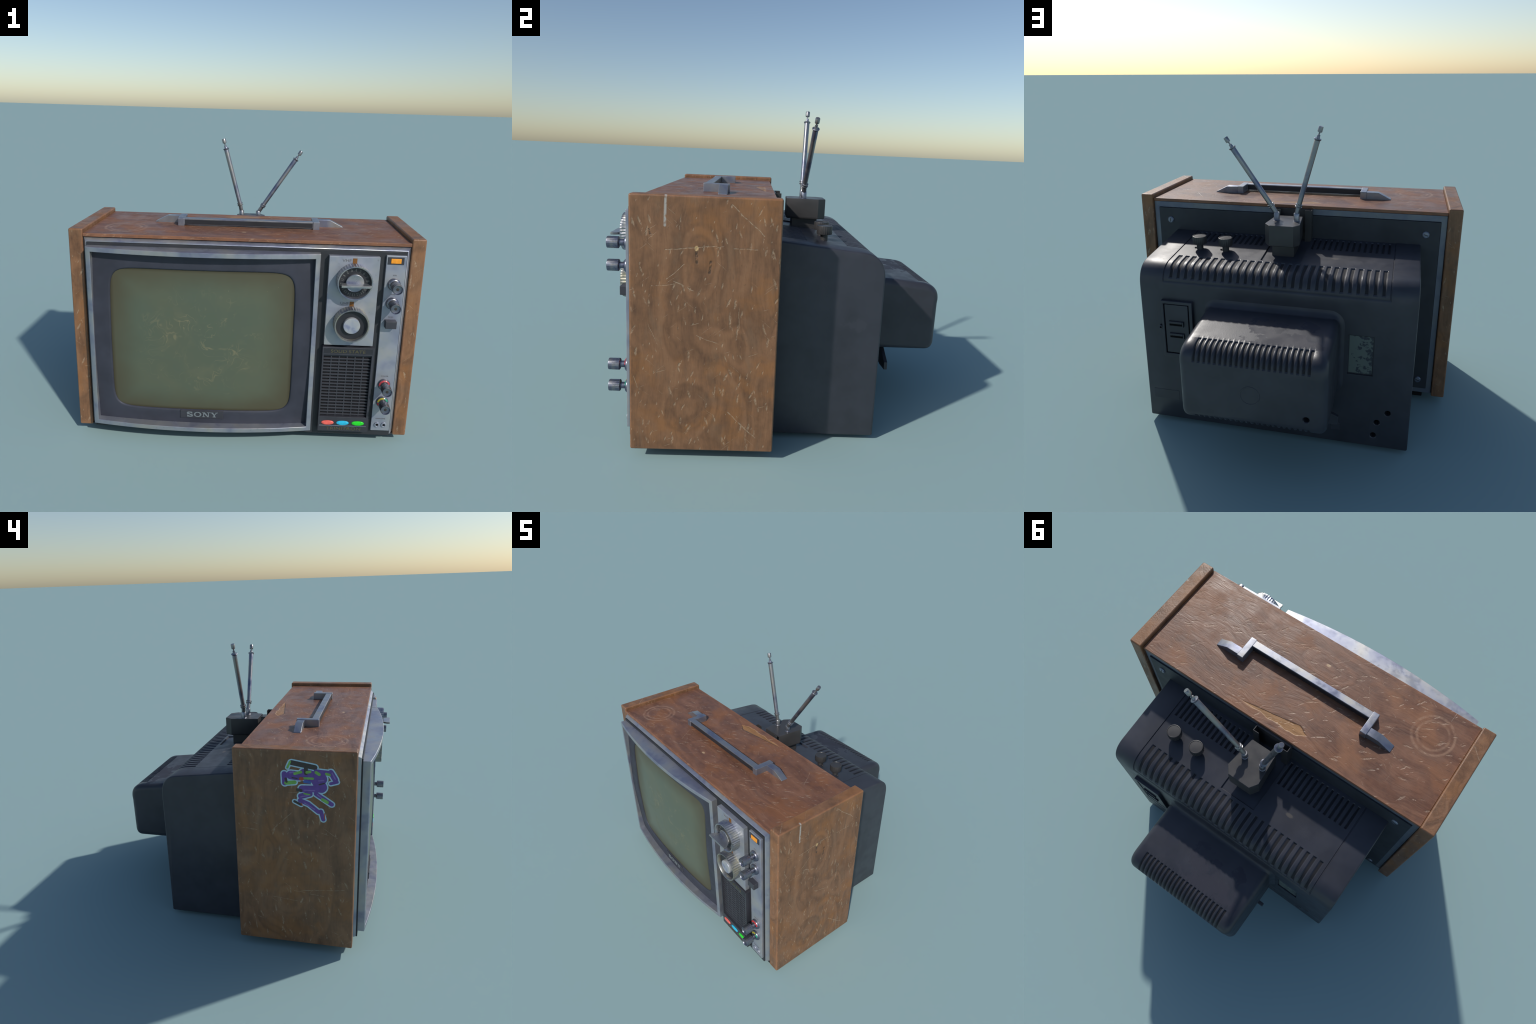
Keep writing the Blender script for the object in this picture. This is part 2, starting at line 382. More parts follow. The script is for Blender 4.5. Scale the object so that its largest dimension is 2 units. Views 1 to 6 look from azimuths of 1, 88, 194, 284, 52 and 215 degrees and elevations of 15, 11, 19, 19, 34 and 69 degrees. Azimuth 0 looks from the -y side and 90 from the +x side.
def finish(name, me, mat, parent=None, smooth=True, angle=32, bevel=0.0, seg=2, loc=None):
    ob = bpy.data.objects.new(name, me)
    COL.objects.link(ob)
    ob.parent = parent or root
    if mat and not me.materials: me.materials.append(mat)
    if smooth and me.polygons:
        me.polygons.foreach_set('use_smooth', [True] * len(me.polygons))
        if not bevel: me.set_sharp_from_angle(angle=math.radians(angle))
    if bevel:
        b = ob.modifiers.new('Bevel', 'BEVEL'); b.width = bevel; b.segments = seg
        b.limit_method = 'ANGLE'; b.angle_limit = math.radians(30)
        w = ob.modifiers.new('Normals', 'WEIGHTED_NORMAL'); w.keep_sharp = True; w.weight = 80
    if loc: ob.location = loc
    return ob

def mesh_of(name, verts, faces):
    me = bpy.data.meshes.new(name)
    me.from_pydata([tuple(v) for v in verts], [], faces)
    bm = bmesh.new(); bm.from_mesh(me)
    bmesh.ops.recalc_face_normals(bm, faces=bm.faces)
    bm.to_mesh(me); bm.free()
    return me

def box_mesh(name, x0, x1, y0, y1, z0, z1):
    v = [(x, y, z) for x in (x0, x1) for y in (y0, y1) for z in (z0, z1)]
    f = [(0, 1, 3, 2), (4, 6, 7, 5), (0, 4, 5, 1), (2, 3, 7, 6), (0, 2, 6, 4), (1, 5, 7, 3)]
    return mesh_of(name, v, f)

def box(name, x0, x1, y0, y1, z0, z1, mat, parent=None, bevel=0.004, seg=2):
    return finish(name, box_mesh(name, min(x0, x1), max(x0, x1), min(y0, y1), max(y0, y1), min(z0, z1), max(z0, z1)), mat, parent, bevel=bevel, seg=seg)

def prism_mesh(name, pts, axis, a0, a1):
    """extrude a 2D outline; axis 0: pts are (y,z); 1: (x,z); 2: (x,y)"""
    def P(p, a):
        return [(a, p[0], p[1]), (p[0], a, p[1]), (p[0], p[1], a)][axis]
    n = len(pts)
    v = [P(p, a0) for p in pts] + [P(p, a1) for p in pts]
    f = [tuple(range(n)), tuple(range(2 * n - 1, n - 1, -1))] + [(i, (i + 1) % n, n + (i + 1) % n, n + i) for i in range(n)]
    return mesh_of(name, v, f)

def prism(name, pts, axis, a0, a1, mat, parent=None, bevel=0.0, seg=2):
    return finish(name, prism_mesh(name, pts, axis, a0, a1), mat, parent, bevel=bevel, seg=seg)

def loft_mesh(name, rings, closed=True, cap0=True, cap1=True):
    n = len(rings[0]); v = [p for r in rings for p in r]; f = []
    for i in range(len(rings) - 1):
        for j in range(n if closed else n - 1):
            k = (j + 1) % n
            f.append((i * n + j, i * n + k, (i + 1) * n + k, (i + 1) * n + j))
    if cap0: f.append(tuple(range(n)))
    if cap1: f.append(tuple(range((len(rings) - 1) * n, len(rings) * n))[::-1])
    return mesh_of(name, v, f)

def lathe_mesh(name, p0, p1, profile, segs=32, flutes=0, depth=0.0, flute_rows=(), cap0=True, cap1=True):
    """revolve (radius, distance) pairs about the line p0 -> p1"""
    p0, p1 = Vector(p0), Vector(p1)
    w = (p1 - p0).normalized()
    u = w.orthogonal().normalized(); q = w.cross(u)
    rings = []
    for i, (r, t) in enumerate(profile):
        c = p0 + w * t; ring = []
        for k in range(segs):
            a = 2 * math.pi * k / segs
            rr = r
            if flutes and i in flute_rows: rr = r - depth * (0.5 - 0.5 * math.cos(flutes * a))
            ring.append(c + u * (rr * math.cos(a)) + q * (rr * math.sin(a)))
        rings.append(ring)
    return loft_mesh(name, rings, True, cap0, cap1)

def lathe(name, p0, p1, profile, mat, parent=None, segs=32, **k):
    return finish(name, lathe_mesh(name, p0, p1, profile, segs, **k), mat, parent, angle=k.get('angle', 38))

def text(name, body, cx, cz, y, width, height, mat, parent, flip=False, thick=0.0012, rot=0.0):
    cu = bpy.data.curves.new(name, 'FONT'); cu.body = body; cu.extrude = 0.5; cu.align_x = 'LEFT'; cu.resolution_u = 3
    ob = bpy.data.objects.new(name + '_tmp', cu); COL.objects.link(ob)
    dg = bpy.context.evaluated_depsgraph_get()
    me = bpy.data.meshes.new_from_object(ob.evaluated_get(dg))
    bpy.data.objects.remove(ob); bpy.data.curves.remove(cu)
    xs = [v.co.x for v in me.vertices]; ys = [v.co.y for v in me.vertices]
    x0, x1, y0, y1 = min(xs), max(xs), min(ys), max(ys)
    for v in me.vertices:
        a = ((v.co.x - x0) / max(1e-6, x1 - x0) - 0.5) * width
        b = ((v.co.y - y0) / max(1e-6, y1 - y0) - 0.5) * height
        c, s = math.cos(rot), math.sin(rot)
        v.co = (cx + a * c - b * s, y - thick * (0.5 + v.co.z), cz + a * s + b * c)
    me.name = name
    me.materials.clear()
    return finish(name, me, mat, parent, smooth=False)

def share(ob, name, loc, parent=None):
    o = ob.copy(); o.name = name; o.location = loc; COL.objects.link(o)
    o.parent = parent or ob.parent
    return o

# ------------------------------------------------------------------ cabinet
for (bx, m) in ((BOX_R, M_side_r), (BOX_L, M_side_l)):
    box('side_panel', *bx[0], *bx[1], *bx[2], m, bevel=0.009, seg=3)
box('top_panel', -0.9195, 0.9195, -0.752, -0.079, 1.2425, 1.2620, M_top, bevel=0.003)
box('bottom_panel', -0.9195, 0.9195, -0.7500, -0.095, 0.0555, 0.0655, M_dark, bevel=0.002)
for sx in (-1, 1):
    box('inner_liner', sx * 0.9195, sx * 0.9125, -0.742, -0.10, 0.087, 1.2445, M_dark, bevel=0.001)
foot0 = finish('foot', box_mesh('foot', -0.046, 0.046, -0.046, 0.046, 0.020, 0.0560), M_rubber, bevel=0.004, loc=(0.82, -0.150, 0))
foot1 = finish('foot', box_mesh('foot', -0.05, 0.05, -0.05, 0.05, 0.0, 0.0560), M_rubber, bevel=0.004, loc=(0.60, -0.40, 0))
share(foot0, 'foot', (-0.82, -0.150, 0))
share(foot1, 'foot', (-0.60, -0.40, 0))

# ------------------------------------------------------------------ front
board = box('front_board', -0.8930, 0.8930, -0.7765, -0.70, 0.066, 1.2170, M_board, bevel=0.002)
prof = [(0.9190, -0.722), (0.9190, -0.732), (0.9165, -0.740), (0.9012, -0.7655), (0.8985, -0.7680), (0.8952, -0.7680), (0.8938, -0.7662), (0.8938, -0.722)]
rings = []
for sx, top in ((-1, 0), (-1, 1), (1, 1), (1, 0)):
    rings.append([(sx * o, y, 1.2422 - (0.9190 - o) * 0.98 if top else 0.072) for o, y in prof])
finish('outer_trim', loft_mesh('outer_trim', rings), M_silver, angle=50)

XC, ZC = -0.2385, 0.6535          # centre of the tube opening
FA, FB = 0.6490, 0.5480           # outer half size of the silver frame
IA, IB = 0.6225, 0.5210           # opening
def arc(x, half, end, mid):       # bowed front, circular in plan
    h = mid - end
    R = (half * half + h * h) / (2 * h)
    t = min(abs(x - XC), half)
    return end + (math.sqrt(R * R - t * t) - (R - h))
def frame_y(x): return -arc(x, FA, 0.817, 0.8745)
def bezel_y(x, z=0.19):
    # pillow-shaped: the middle of every side stands forward, only the corners fall back
    u, w = (x - XC) / IA, (z - ZC) / IB
    a, b = min(1, u * u), min(1, abs(w)) ** 1.6
    return -(0.777 + 0.0415 * (1 - a * b - 0.2 * a * (1 - b)))

def square_dirs(nx, nz):
    d = []
    for i in range(nx): d.append((-1 + 2 * i / nx, -1.0))
    for i in range(nz): d.append((1.0, -1 + 2 * i / nz))
    for i in range(nx): d.append((1 - 2 * i / nx, 1.0))
    for i in range(nz): d.append((-1.0, 1 - 2 * i / nz))
    return d
D = square_dirs(64, 40)
def rect_ring(a, b, yf): return [(XC + a * u, yf(XC + a * u), ZC + b * w) for u, w in D]
const = lambda c: (lambda x: c)
rings = [rect_ring(FA, FB, const(-0.7755)), rect_ring(FA, FB, lambda x: frame_y(x) + 0.0025), rect_ring(FA - 0.0025, FB - 0.0025, frame_y),
         rect_ring(IA + 0.0015, IB + 0.0015, frame_y), rect_ring(IA, IB, lambda x: frame_y(x) + 0.0015), rect_ring(IA, IB, const(-0.765)), rect_ring(FA - 0.01, FB - 0.01, const(-0.765))]
rings.append(rings[0])
frame = finish('screen_frame', loft_mesh('screen_frame', rings, cap0=False, cap1=False), M_silver, angle=40)

SX, SZ, SA, SB, SN = -0.2425, 0.650, 0.522, 0.433, 11.0
def screen_pt(u, w, k=1.0, grow=0.0):
    s = (abs(u) ** SN + abs(w) ** SN) ** (-1 / SN)
    return SX + (SA + grow) * u * s * k, SZ + (SB + grow) * w * s * k
def bezel_ring(f, grow, dy):
    r = []
    for u, w in D:
        ix, iz = screen_pt(u, w, 1.0, grow)
        ox, oz = XC + (IA + 0.001) * u, ZC + (IB + 0.001) * w
        x, zz = ix + (ox - ix) * f, iz + (oz - iz) * f
        r.append((x, bezel_y(x, zz) + dy, zz))
    return r
rings = [bezel_ring(1, 0, 0), bezel_ring(0.66, 0, 0), bezel_ring(0.33, 0, 0), bezel_ring(0, 0.010, 0), bezel_ring(0, 0.006, 0.001), bezel_ring(0, 0.0025, 0.0035), bezel_ring(0, 0.0, 0.008), bezel_ring(0, 0.0, 0.030)]
bezel = finish('bezel', loft_mesh('bezel', rings, cap0=False, cap1=False), M_bezel, angle=60)

def glass_y(x, z):
    u, w = (x - SX) / SA, (z - SZ) / SB
    return bezel_y(x, z) + 0.009 - 0.013 * max(0, 1 - u * u) * max(0, 1 - w * w)
verts, faces, n = [(SX, glass_y(SX, SZ), SZ)], [], len(D)
K = 26
for i in range(1, K + 1):
    for u, w in D:
        x, zz = screen_pt(u, w, i / K, 0.001)
        verts.append((x, glass_y(x, zz), zz))
for j in range(n): faces.append((0, 1 + j, 1 + (j + 1) % n))
for i in range(K - 1):
    for j in range(n):
        a, b = 1 + i * n, 1 + (i + 1) * n
        faces.append((a + j, a + (j + 1) % n, b + (j + 1) % n, b + j))
finish('screen', mesh_of('screen', verts, faces), M_glass, angle=80)

# name badge below the screen
by = lambda x: bezel_y(x)
def badge_ring(inset, dy):
    pts = []
    xs = [-0.370 + inset + (0.257 - 2 * inset) * i / 12 for i in range(13)]
    for x in xs: pts.append((x, by(x) + dy, 0.164 + inset))
    for x in reversed(xs): pts.append((x, by(x) + dy, 0.214 - inset))
    return pts
badge = finish('badge', loft_mesh('badge', [badge_ring(0, 0.002), badge_ring(0, -0.0025), badge_ring(0.0018, -0.0045)]), M_grille, bezel, angle=30)
def wordmark():
    """slab-serif capitals built from strokes, in units of the cap height"""
    quads, parts = [], []
    def q(*p): quads.append(p)
    def bar(x0, x1, z0, z1): q((x0, z0), (x1, z0), (x1, z1), (x0, z1))
    # O: ellipse ring, thick sides
    ring = lambda a, b, cx: [(cx + a * math.cos(2 * math.pi * i / 28), 0.5 + b * math.sin(2 * math.pi * i / 28)) for i in range(28)]
    o1, o2 = ring(0.78, 0.53, 2.25), ring(0.48, 0.40, 2.25)
    for i in range(28): q(o1[i], o1[(i + 1) % 28], o2[(i + 1) % 28], o2[i])
    # S: two opposed bowls swept as a stroke
    path = []
    for i in range(13):
        a = math.radians(30 + 240 * i / 12); path.append((0.62 + 0.50 * math.cos(a), 0.76 + 0.19 * math.sin(a), 0.085 + 0.06 * abs(math.cos(a))))
    for i in range(13):
        a = math.radians(90 - 240 * i / 12); path.append((0.66 + 0.52 * math.cos(a), 0.25 + 0.20 * math.sin(a), 0.085 + 0.06 * abs(math.cos(a))))
    for i in range(len(path) - 1):
        (xa, za, ra), (xb, zb, rb) = path[i], path[i + 1]
        d = Vector((xb - xa, zb - za));
        if d.length < 1e-5: continue
        m = Vector((-d.y, d.x)).normalized()
        q((xa - m.x * ra, za - m.y * ra), (xb - m.x * rb, zb - m.y * rb), (xb + m.x * rb, zb + m.y * rb), (xa + m.x * ra, za + m.y * ra))
    bar(0.08, 0.20, -0.02, 0.36); bar(1.02, 1.14, 0.64, 1.0)
    # N
    bar(3.42, 3.58, 0.0, 0.9); bar(4.42, 4.58, 0.1, 1.0)
    q((3.30, 1.0), (3.72, 1.0), (4.58, 0.0), (4.30, 0.0))
    bar(3.22, 3.80, 0.0, 0.10); bar(3.20, 3.62, 0.90, 1.0); bar(4.20, 4.80, 0.90, 1.0)
    # Y
    q((4.98, 1.0), (5.36, 1.0), (5.86, 0.45), (5.56, 0.45)); q((6.10, 1.0), (6.30, 1.0), (5.86, 0.45), (5.72, 0.45))
    bar(5.56, 5.86, 0.0, 0.5); bar(5.36, 6.06, 0.0, 0.10); bar(4.86, 5.50, 0.90, 1.0); bar(5.98, 6.46, 0.90, 1.0)
    return quads
v, f = [], []
for i, qd in enumerate(wordmark()):
    lift = 0.00003 * (i % 9)
    k = len(v)
    for dy in (0.0006, -0.0012 - lift):
        for a, b in qd:
            x = -0.330 + a * 0.0287; v.append((x, by(x) - 0.0045 + dy, 0.1755 + b * 0.0310))
    f += [(k, k + 1, k + 2, k + 3), (k + 7, k + 6, k + 5, k + 4)] + [(k + j, k + (j + 1) % 4, k + 4 + (j + 1) % 4, k + 4 + j) for j in range(4)]
finish('badge_letters', mesh_of('badge_letters', v, f), M_grey_letter, badge, smooth=False)

# ------------------------------------------------------------------ tuner plate with two dials
plate = box('tuner_plate', 0.459, 0.739, -0.807, -0.755, 0.663, 1.192, M_plate, bevel=0.002)
for zc, z0, z1 in ((1.165, 1.148, 1.182), (0.914, 0.899, 0.930)):
    box('dial_marker', 0.588, 0.612, -0.8085, -0.806, z0, z1, M_amber_old, plate, bevel=0.0006)
text('print', 'VHF', 0.556, 1.169, -0.8070, 0.050, 0.016, M_ink, plate)
text('print', 'UHF', 0.560, 0.919, -0.8070, 0.046, 0.015, M_ink, plate)

def dial(zc, mat, flutes, hub):
    c = Vector((0.601, 0, zc))
    P = lambda y: (c.x, y, c.z)
    d = finish('dial', lathe_mesh('dial', P(-0.806), P(-0.90), [(0.100, 0), (0.1005, 0.004), (0.0995, 0.046), (0.0985, 0.054), (0.0965, 0.0592), (0.0905, 0.0592), (0.0885, 0.057), (0.087, 0.036)],
               160, flutes=flutes, depth=0.0035, flute_rows=(1, 2, 3), cap1=False), mat, angle=40)
    lathe('dial_face', P(-0.806), P(-0.90), [(0.087, 0.0), (0.087, 0.036), (0.0, 0.0362)], M_dark, d, 48, cap0=False, cap1=False)
    return d
d1 = dial(1.055, M_chrome, 40, True)
d2 = dial(0.804, M_brass, 40, False)
names = [str(i) for i in range(1, 18)] + ['U']
for i, s in enumerate(names):
    a = math.radians(90 + 58 - 20 * i)
    r = 0.0715
    text('numeral', s, 0.601 + r * math.cos(a), 1.055 + r * math.sin(a), -0.8425, 0.0048 if s == '1' else 0.0075 * len(s) if len(s) > 1 else 0.0095, 0.0155, M_numeral, d1, rot=a - math.pi / 2, thick=0.0008)
lathe('dial_hub', (0.601, -0.84, 1.055), (0.601, -0.9, 1.055), [(0.050, 0), (0.050, 0.018), (0.047, 0.0205), (0.0, 0.0215)], M_chrome, d1, 48, cap1=False)
lathe('dial_hub', (0.601, -0.84, 0.804), (0.601, -0.9, 0.804), [(0.047, 0), (0.047, 0.018), (0.0455, 0.0205), (0.040, 0.0212), (0.0, 0.0190)], M_pale, d2, 48, cap1=False)
# finger grip across the upper dial: a flat blade
prism('dial_grip', [(0.520, -0.9165), (0.681, -0.9165), (0.681, -0.897), (0.668, -0.872), (0.648, -0.857), (0.553, -0.857), (0.533, -0.872), (0.520, -0.897)], 2, 1.0455, 1.0580, M_chrome, d1, bevel=0.0015)

# ------------------------------------------------------------------ control strip at the right
strip = box('control_strip', 0.7755, 0.8875, -0.7915, -0.755, 0.106, 1.2005, M_plate, bevel=0.003)
box('lamp_housing', 0.783, 0.873, -0.7945, -0.790, 1.150, 1.192, M_grille, strip, bevel=0.0012)
box('indicator_lamp', 0.8005, 0.857, -0.7975, -0.793, 1.157, 1.184, M_amber, strip, bevel=0.0012)
# rotary knobs
kz = (1.035, 0.923, 0.416, 0.302)
body = lathe_mesh('knob', (0, -0.835, 0), (0, -0.9, 0), [(0.010, -0.004), (0.0265, 0), (0.0295, 0.0025), (0.0290, 0.052), (0.0280, 0.0560), (0.0255, 0.0565), (0.0240, 0.0545), (0.0225, 0.0490), (0.0160, 0.0475), (0.0, 0.0470)], 96, flutes=24, depth=0.0010, flute_rows=(2, 3), cap1=False)
stem = lathe_mesh('knob_stem', (0, -0.79, 0), (0, -0.9, 0), [(0.0165, 0), (0.0165, 0.045)], 24, cap1=False)
flange = lathe_mesh('knob_flange', (0, -0.79, 0), (0, -0.9, 0), [(0.0365, 0), (0.0365, 0.006), (0.0340, 0.013), (0.0300, 0.0175), (0.0235, 0.0195), (0.0160, 0.0190)], 40, cap1=False)
cap = lathe_mesh('knob_cap', (0, -0.882, 0), (0, -0.9, 0), [(0.0212, -0.004), (0.0205, 0.0010), (0.0120, -0.0006), (0.0050, 0.0012), (0.0, 0.0016)], 32, cap1=False)
M_cap = plastic('knob_cap_bakelite', (0.036, 0.032, 0.029), 0.45, spec=0.35)
for i, zc in enumerate(kz):
    k = finish('knob', body, M_knob, strip, loc=(0.829, 0, zc))
    for nm, me, mm in (('knob_stem', stem, M_knob), ('knob_flange', flange, M_knob), ('knob_cap', cap, M_cap)):
        o = finish(nm, me, mm, k)
# coloured scales on the flanges of the lower knobs
def scale_arc(zc, a0, a1, mat):
    v, f = [], []
    N = 14
    for i in range(N + 1):
        a = math.radians(a0 + (a1 - a0) * i / N)
        for r, y in ((0.0245, -0.8108), (0.0325, -0.8060), (0.0322, -0.8040), (0.0243, -0.8088)):
            v.append((0.829 + r * math.cos(a), y, zc + r * math.sin(a)))
    for i in range(N):
        for j in range(4): f.append((i * 4 + j, i * 4 + (j + 1) % 4, i * 4 + 4 + (j + 1) % 4, i * 4 + 4 + j))
    f += [(0, 1, 2, 3), (N * 4 + 3, N * 4 + 2, N * 4 + 1, N * 4)]
    finish('scale', mesh_of('scale', v, f), mat, strip, smooth=False)
for i in range(9): scale_arc(kz[2], 15 + 20 * i, 15 + 20 * i + 15, M_red_scale)
scale_arc(kz[3], 78, 170, M_yellow_scale); scale_arc(kz[3], 20, 64, M_teal_scale); scale_arc(kz[3], 182, 215, M_red_scale)
box('slide_switch', 0.796, 0.859, -0.828, -0.790, 0.781, 0.826, M_grille, strip, bevel=0.003)
for body_t, cz, w in (('VOL', 1.088, 0.022), ('PULL', 0.840, 0.030), ('COLOR', 0.469, 0.042), ('EARPHONE', 0.188, 0.056)):
    text('print', body_t, 0.830, cz, -0.7915, w, 0.0075, M_ink, strip)
text('print', 'TONE', 0.830, 0.975, -0.7915, 0.024, 0.006, M_ink, strip)
for jx in (0.8105, 0.8515):
    j = lathe('jack', (jx, -0.790, 0.1475), (jx, -0.9, 0.1475), [(0.0170, 0), (0.0170, 0.004), (0.0150, 0.008), (0.0095, 0.009), (0.0080, 0.0075), (0.0080, 0.001), (0, 0.001)], M_plate, strip, 28, cap1=False)
    lathe('jack_hole', (jx, -0.790, 0.1475), (jx, -0.9, 0.1475), [(0.0078, 0.0012), (0.0078, 0.0030), (0, 0.0031)], M_hole, j, 20, cap0=False, cap1=False)

# ------------------------------------------------------------------ speaker
sx0, sx1, sz0, sz1 = 0.4535, 0.7515, 0.107, 0.6525
ox0, ox1, oz0, oz1 = 0.4625, 0.7385, 0.203, 0.604
spk = prism('speaker_frame', [(sx0, sz0), (sx1, sz0), (sx1, sz1), (sx0, sz1)], 1, -0.7700, -0.755, M_grille)
fr = [((sx0, sx1), (oz1, sz1)), ((sx0, sx1), (sz0, oz0)), ((sx0, ox0), (oz0, oz1)), ((ox1, sx1), (oz0, oz1))]
v, f = [], []
O = [(sx0, sz0), (sx1, sz0), (sx1, sz1), (sx0, sz1)]; I = [(ox0, oz0), (ox1, oz0), (ox1, oz1), (ox0, oz1)]
rings = [[(p[0], -0.7695, p[1]) for p in O], [(p[0], -0.8150, p[1]) for p in O], [(p[0], -0.8150, p[1]) for p in I], [(p[0], -0.7695, p[1]) for p in I]]
rings.append(rings[0])
finish('speaker_surround', loft_mesh('speaker_surround', rings, cap0=False, cap1=False), M_grille, spk, bevel=0.0015)
sl = box_mesh('slat', ox0 - 0.001, ox1 + 0.001, -0.8000, -0.7920, -0.0046, 0.0046)
s0 = None
NS = 20
for i in range(NS):
    zc = oz0 + (oz1 - oz0) * (i + 0.5) / NS
    if s0 is None: s0 = finish('slat', sl, M_grille, spk, bevel=0.0012, seg=1, loc=(0, 0, zc))
    else: share(s0, 'slat', (0, 0, zc))
for i in range(1, 6):
    xc = ox0 + (ox1 - ox0) * i / 6
    box('grille_rib', xc - 0.0035, xc + 0.0035, -0.7984, -0.7920, oz0 - 0.001, oz1 + 0.001, M_grille, spk, bevel=0.0008)
M_back_grille = plastic('grille_cloth', (0.012, 0.012, 0.014), 0.8, spec=0.15)
box('grille_cloth', ox0 - 0.0005, ox1 + 0.0005, -0.7940, -0.7600, oz0 - 0.0005, oz1 + 0.0005, M_back_grille, spk, bevel=0)
box('header_strip', 0.462, 0.742, -0.8160, -0.8145, 0.6145, 0.6455, M_dark, spk, bevel=0.0005)
text('print', 'SOLID STATE', 0.600, 0.629, -0.8158, 0.198, 0.019, M_olive, spk)
def lozenge(xc, m):
    pts = [(xc + 0.0368 * math.cos(a) * (1 if abs(math.cos(a)) < 0.999 else 1), 0.1648 + 0.0138 * math.copysign(abs(math.sin(a)) ** 0.85, math.sin(a))) for a in [2 * math.pi * i / 36 for i in range(36)]]
    r = lambda k, y: [(xc + (p[0] - xc) * k, y, 0.1648 + (p[1] - 0.1648) * k) for p in pts]
    finish('color_lamp', loft_mesh('color_lamp', [r(1, -0.814), r(1, -0.8175), r(0.93, -0.8195), r(0.6, -0.8205)]), m, spk, angle=50)
for xc, m in ((0.5105, M_red), (0.600, M_blue), (0.6905, M_green)): lozenge(xc, m)
box('silver_line', 0.461, 0.741, -0.8165, -0.8145, 0.1425, 0.1465, M_chrome, spk, bevel=0.0006)
text('print', 'TRINITRON', 0.606, 0.1265, -0.8150, 0.206, 0.0195, M_olive, spk)

# ------------------------------------------------------------------ carrying handle
hb = box('handle_bar', -0.394, 0.394, -0.470, -0.427, 1.2685, 1.3075, M_handle, bevel=0.003)
box('handle_inlay', -0.386, 0.386, -0.4722, -0.468, 1.273, 1.300, M_dark, hb, bevel=0.0008)
box('handle_inlay', -0.386, 0.386, -0.4290, -0.4248, 1.2715, 1.302, M_dark, hb, bevel=0.0008)
for s in (-1, 1):
    br = box('handle_bracket', s * 0.389, s * 0.429, -0.4755, -0.331, 1.2600, 1.3090, M_handle, bevel=0.0035)
    pts = [(s * 0.424, 1.2600), (s * 0.424, 1.3050), (s * 0.504, 1.3050), (s * 0.582, 1.2655), (s * 0.582, 1.2600)]
    prism('handle_end', pts, 1, -0.385, -0.338, M_handle, br, bevel=0.002)

# ------------------------------------------------------------------ back plate
backp = box('back_plate', -0.8835, 0.8835, -0.130, -0.0760, 0.0965, 1.2025, M_back, bevel=0.001)
O = [(-0.9190, 0.061), (0.9190, 0.061), (0.9190, 1.2415), (-0.9190, 1.2415)]; I = [(-0.884, 0.096), (0.884, 0.096), (0.884, 1.203), (-0.884, 1.203)]
rr = lambda pts, y: [(p[0], y, p[1]) for p in pts]
rings = [rr(O, -0.120), rr(O, -0.0840), rr(I, -0.0840), rr(I, -0.120)]; rings.append(rings[0])
finish('back_border', loft_mesh('back_border', rings, cap0=False, cap1=False), M_border, backp, bevel=0.003)
scm = lathe_mesh('screw', (0, -0.0765, 0), (0, 0, 0), [(0.021, 0), (0.021, 0.004), (0.016, 0.009), (0.0, 0.0105)], 24, cap1=False)
slot = box_mesh('screw_slot', -0.012, 0.012, -0.0690, -0.0652, -0.002, 0.002)
for p in ((0.806, 0, 1.124), (-0.804, 0, 1.124), (0.825, 0, 0.158), (-0.829, 0, 0.158)):
    k = finish('screw', scm, M_screw, backp, loc=p)
    o = finish('screw_slot', slot, M_dark, k, smooth=False)
    o.rotation_euler = (0, 0.5 + p[0], 0)

# ------------------------------------------------------------------ rear housing: profile swept across x with a relief field
def smooth_profile():
    """(y, z, zone) from the bottom front round the back to the top front. zone: distance key for the relief."""
    pts = [(-0.092, 0.025), (0.20, 0.0235), (0.468, 0.0235), (0.477, 0.0255), (0.4815, 0.032)]
    for zz in (0.25, 0.46, 0.68, 0.84, 0.868): pts.append((0.481, zz))
    A, B, C = Vector((0.481, 0.878)), Vector((0.4815, 1.003)), Vector((0.372, 1.0140))
    for i in range(1, 27):
        t = i / 26
        p = A * (1 - t) ** 2 + B * 2 * t * (1 - t) + C * t * t
        pts.append((p.x, p.y))
    slope = (1.064 - 1.0140) / (0.372 + 0.092)
    for y in (0.330, 0.312, 0.3085, 0.3045, 0.300, 0.2895, 0.2855, 0.27, 0.18, 0.100, 0.0895, 0.0855, 0.06, 0.0, -0.054, -0.0585, -0.064, -0.080, -0.092):
        pts.append((y, 1.0140 + slope * (0.372 - y)))
    return pts
prof = smooth_profile()
NP = len(prof)
def normals(pr):
    out = []
    for i in range(len(pr)):
        a, b = pr[max(0, i - 1)], pr[min(len(pr) - 1, i + 1)]
        d = Vector((b[0] - a[0], b[1] - a[1])).normalized()
        out.append((-d.y, d.x))     # inward for this winding
    return out
nrm = normals(prof)
HX0, HX1 = -0.7805, 0.7665
rear_slots = [0.578 - (0.578 + 0.600) * i / 27 for i in range(28)]
fs_p = [0.590 - (0.590 - 0.155) * i / 13 for i in range(14)]
fs_n = [-0.152 - (0.603 - 0.152) * i / 13 for i in range(14)]
def near(x, cs, half): return any(abs(x - c) < half for c in cs)
RH, FH = 0.0112, 0.0072
def vent(x, cs, half):
    """1 on the floor of a slot, falling to 0 over a rounded shoulder"""
    e = min(abs(x - c) for c in cs)
    t = (e - half * 0.55) / (half * 0.95)
    return 1.0 if t <= 0 else max(0.0, 1 - t) ** 2 * (1 + 2 * min(1, t)) if t < 1 else 0.0
def shoulders(cs, half): return {c + sg * half * k for c in cs for sg in (-1, 1) for k in (0.30, 0.55, 0.70, 0.85, 1.0, 1.15, 1.32, 1.50)}
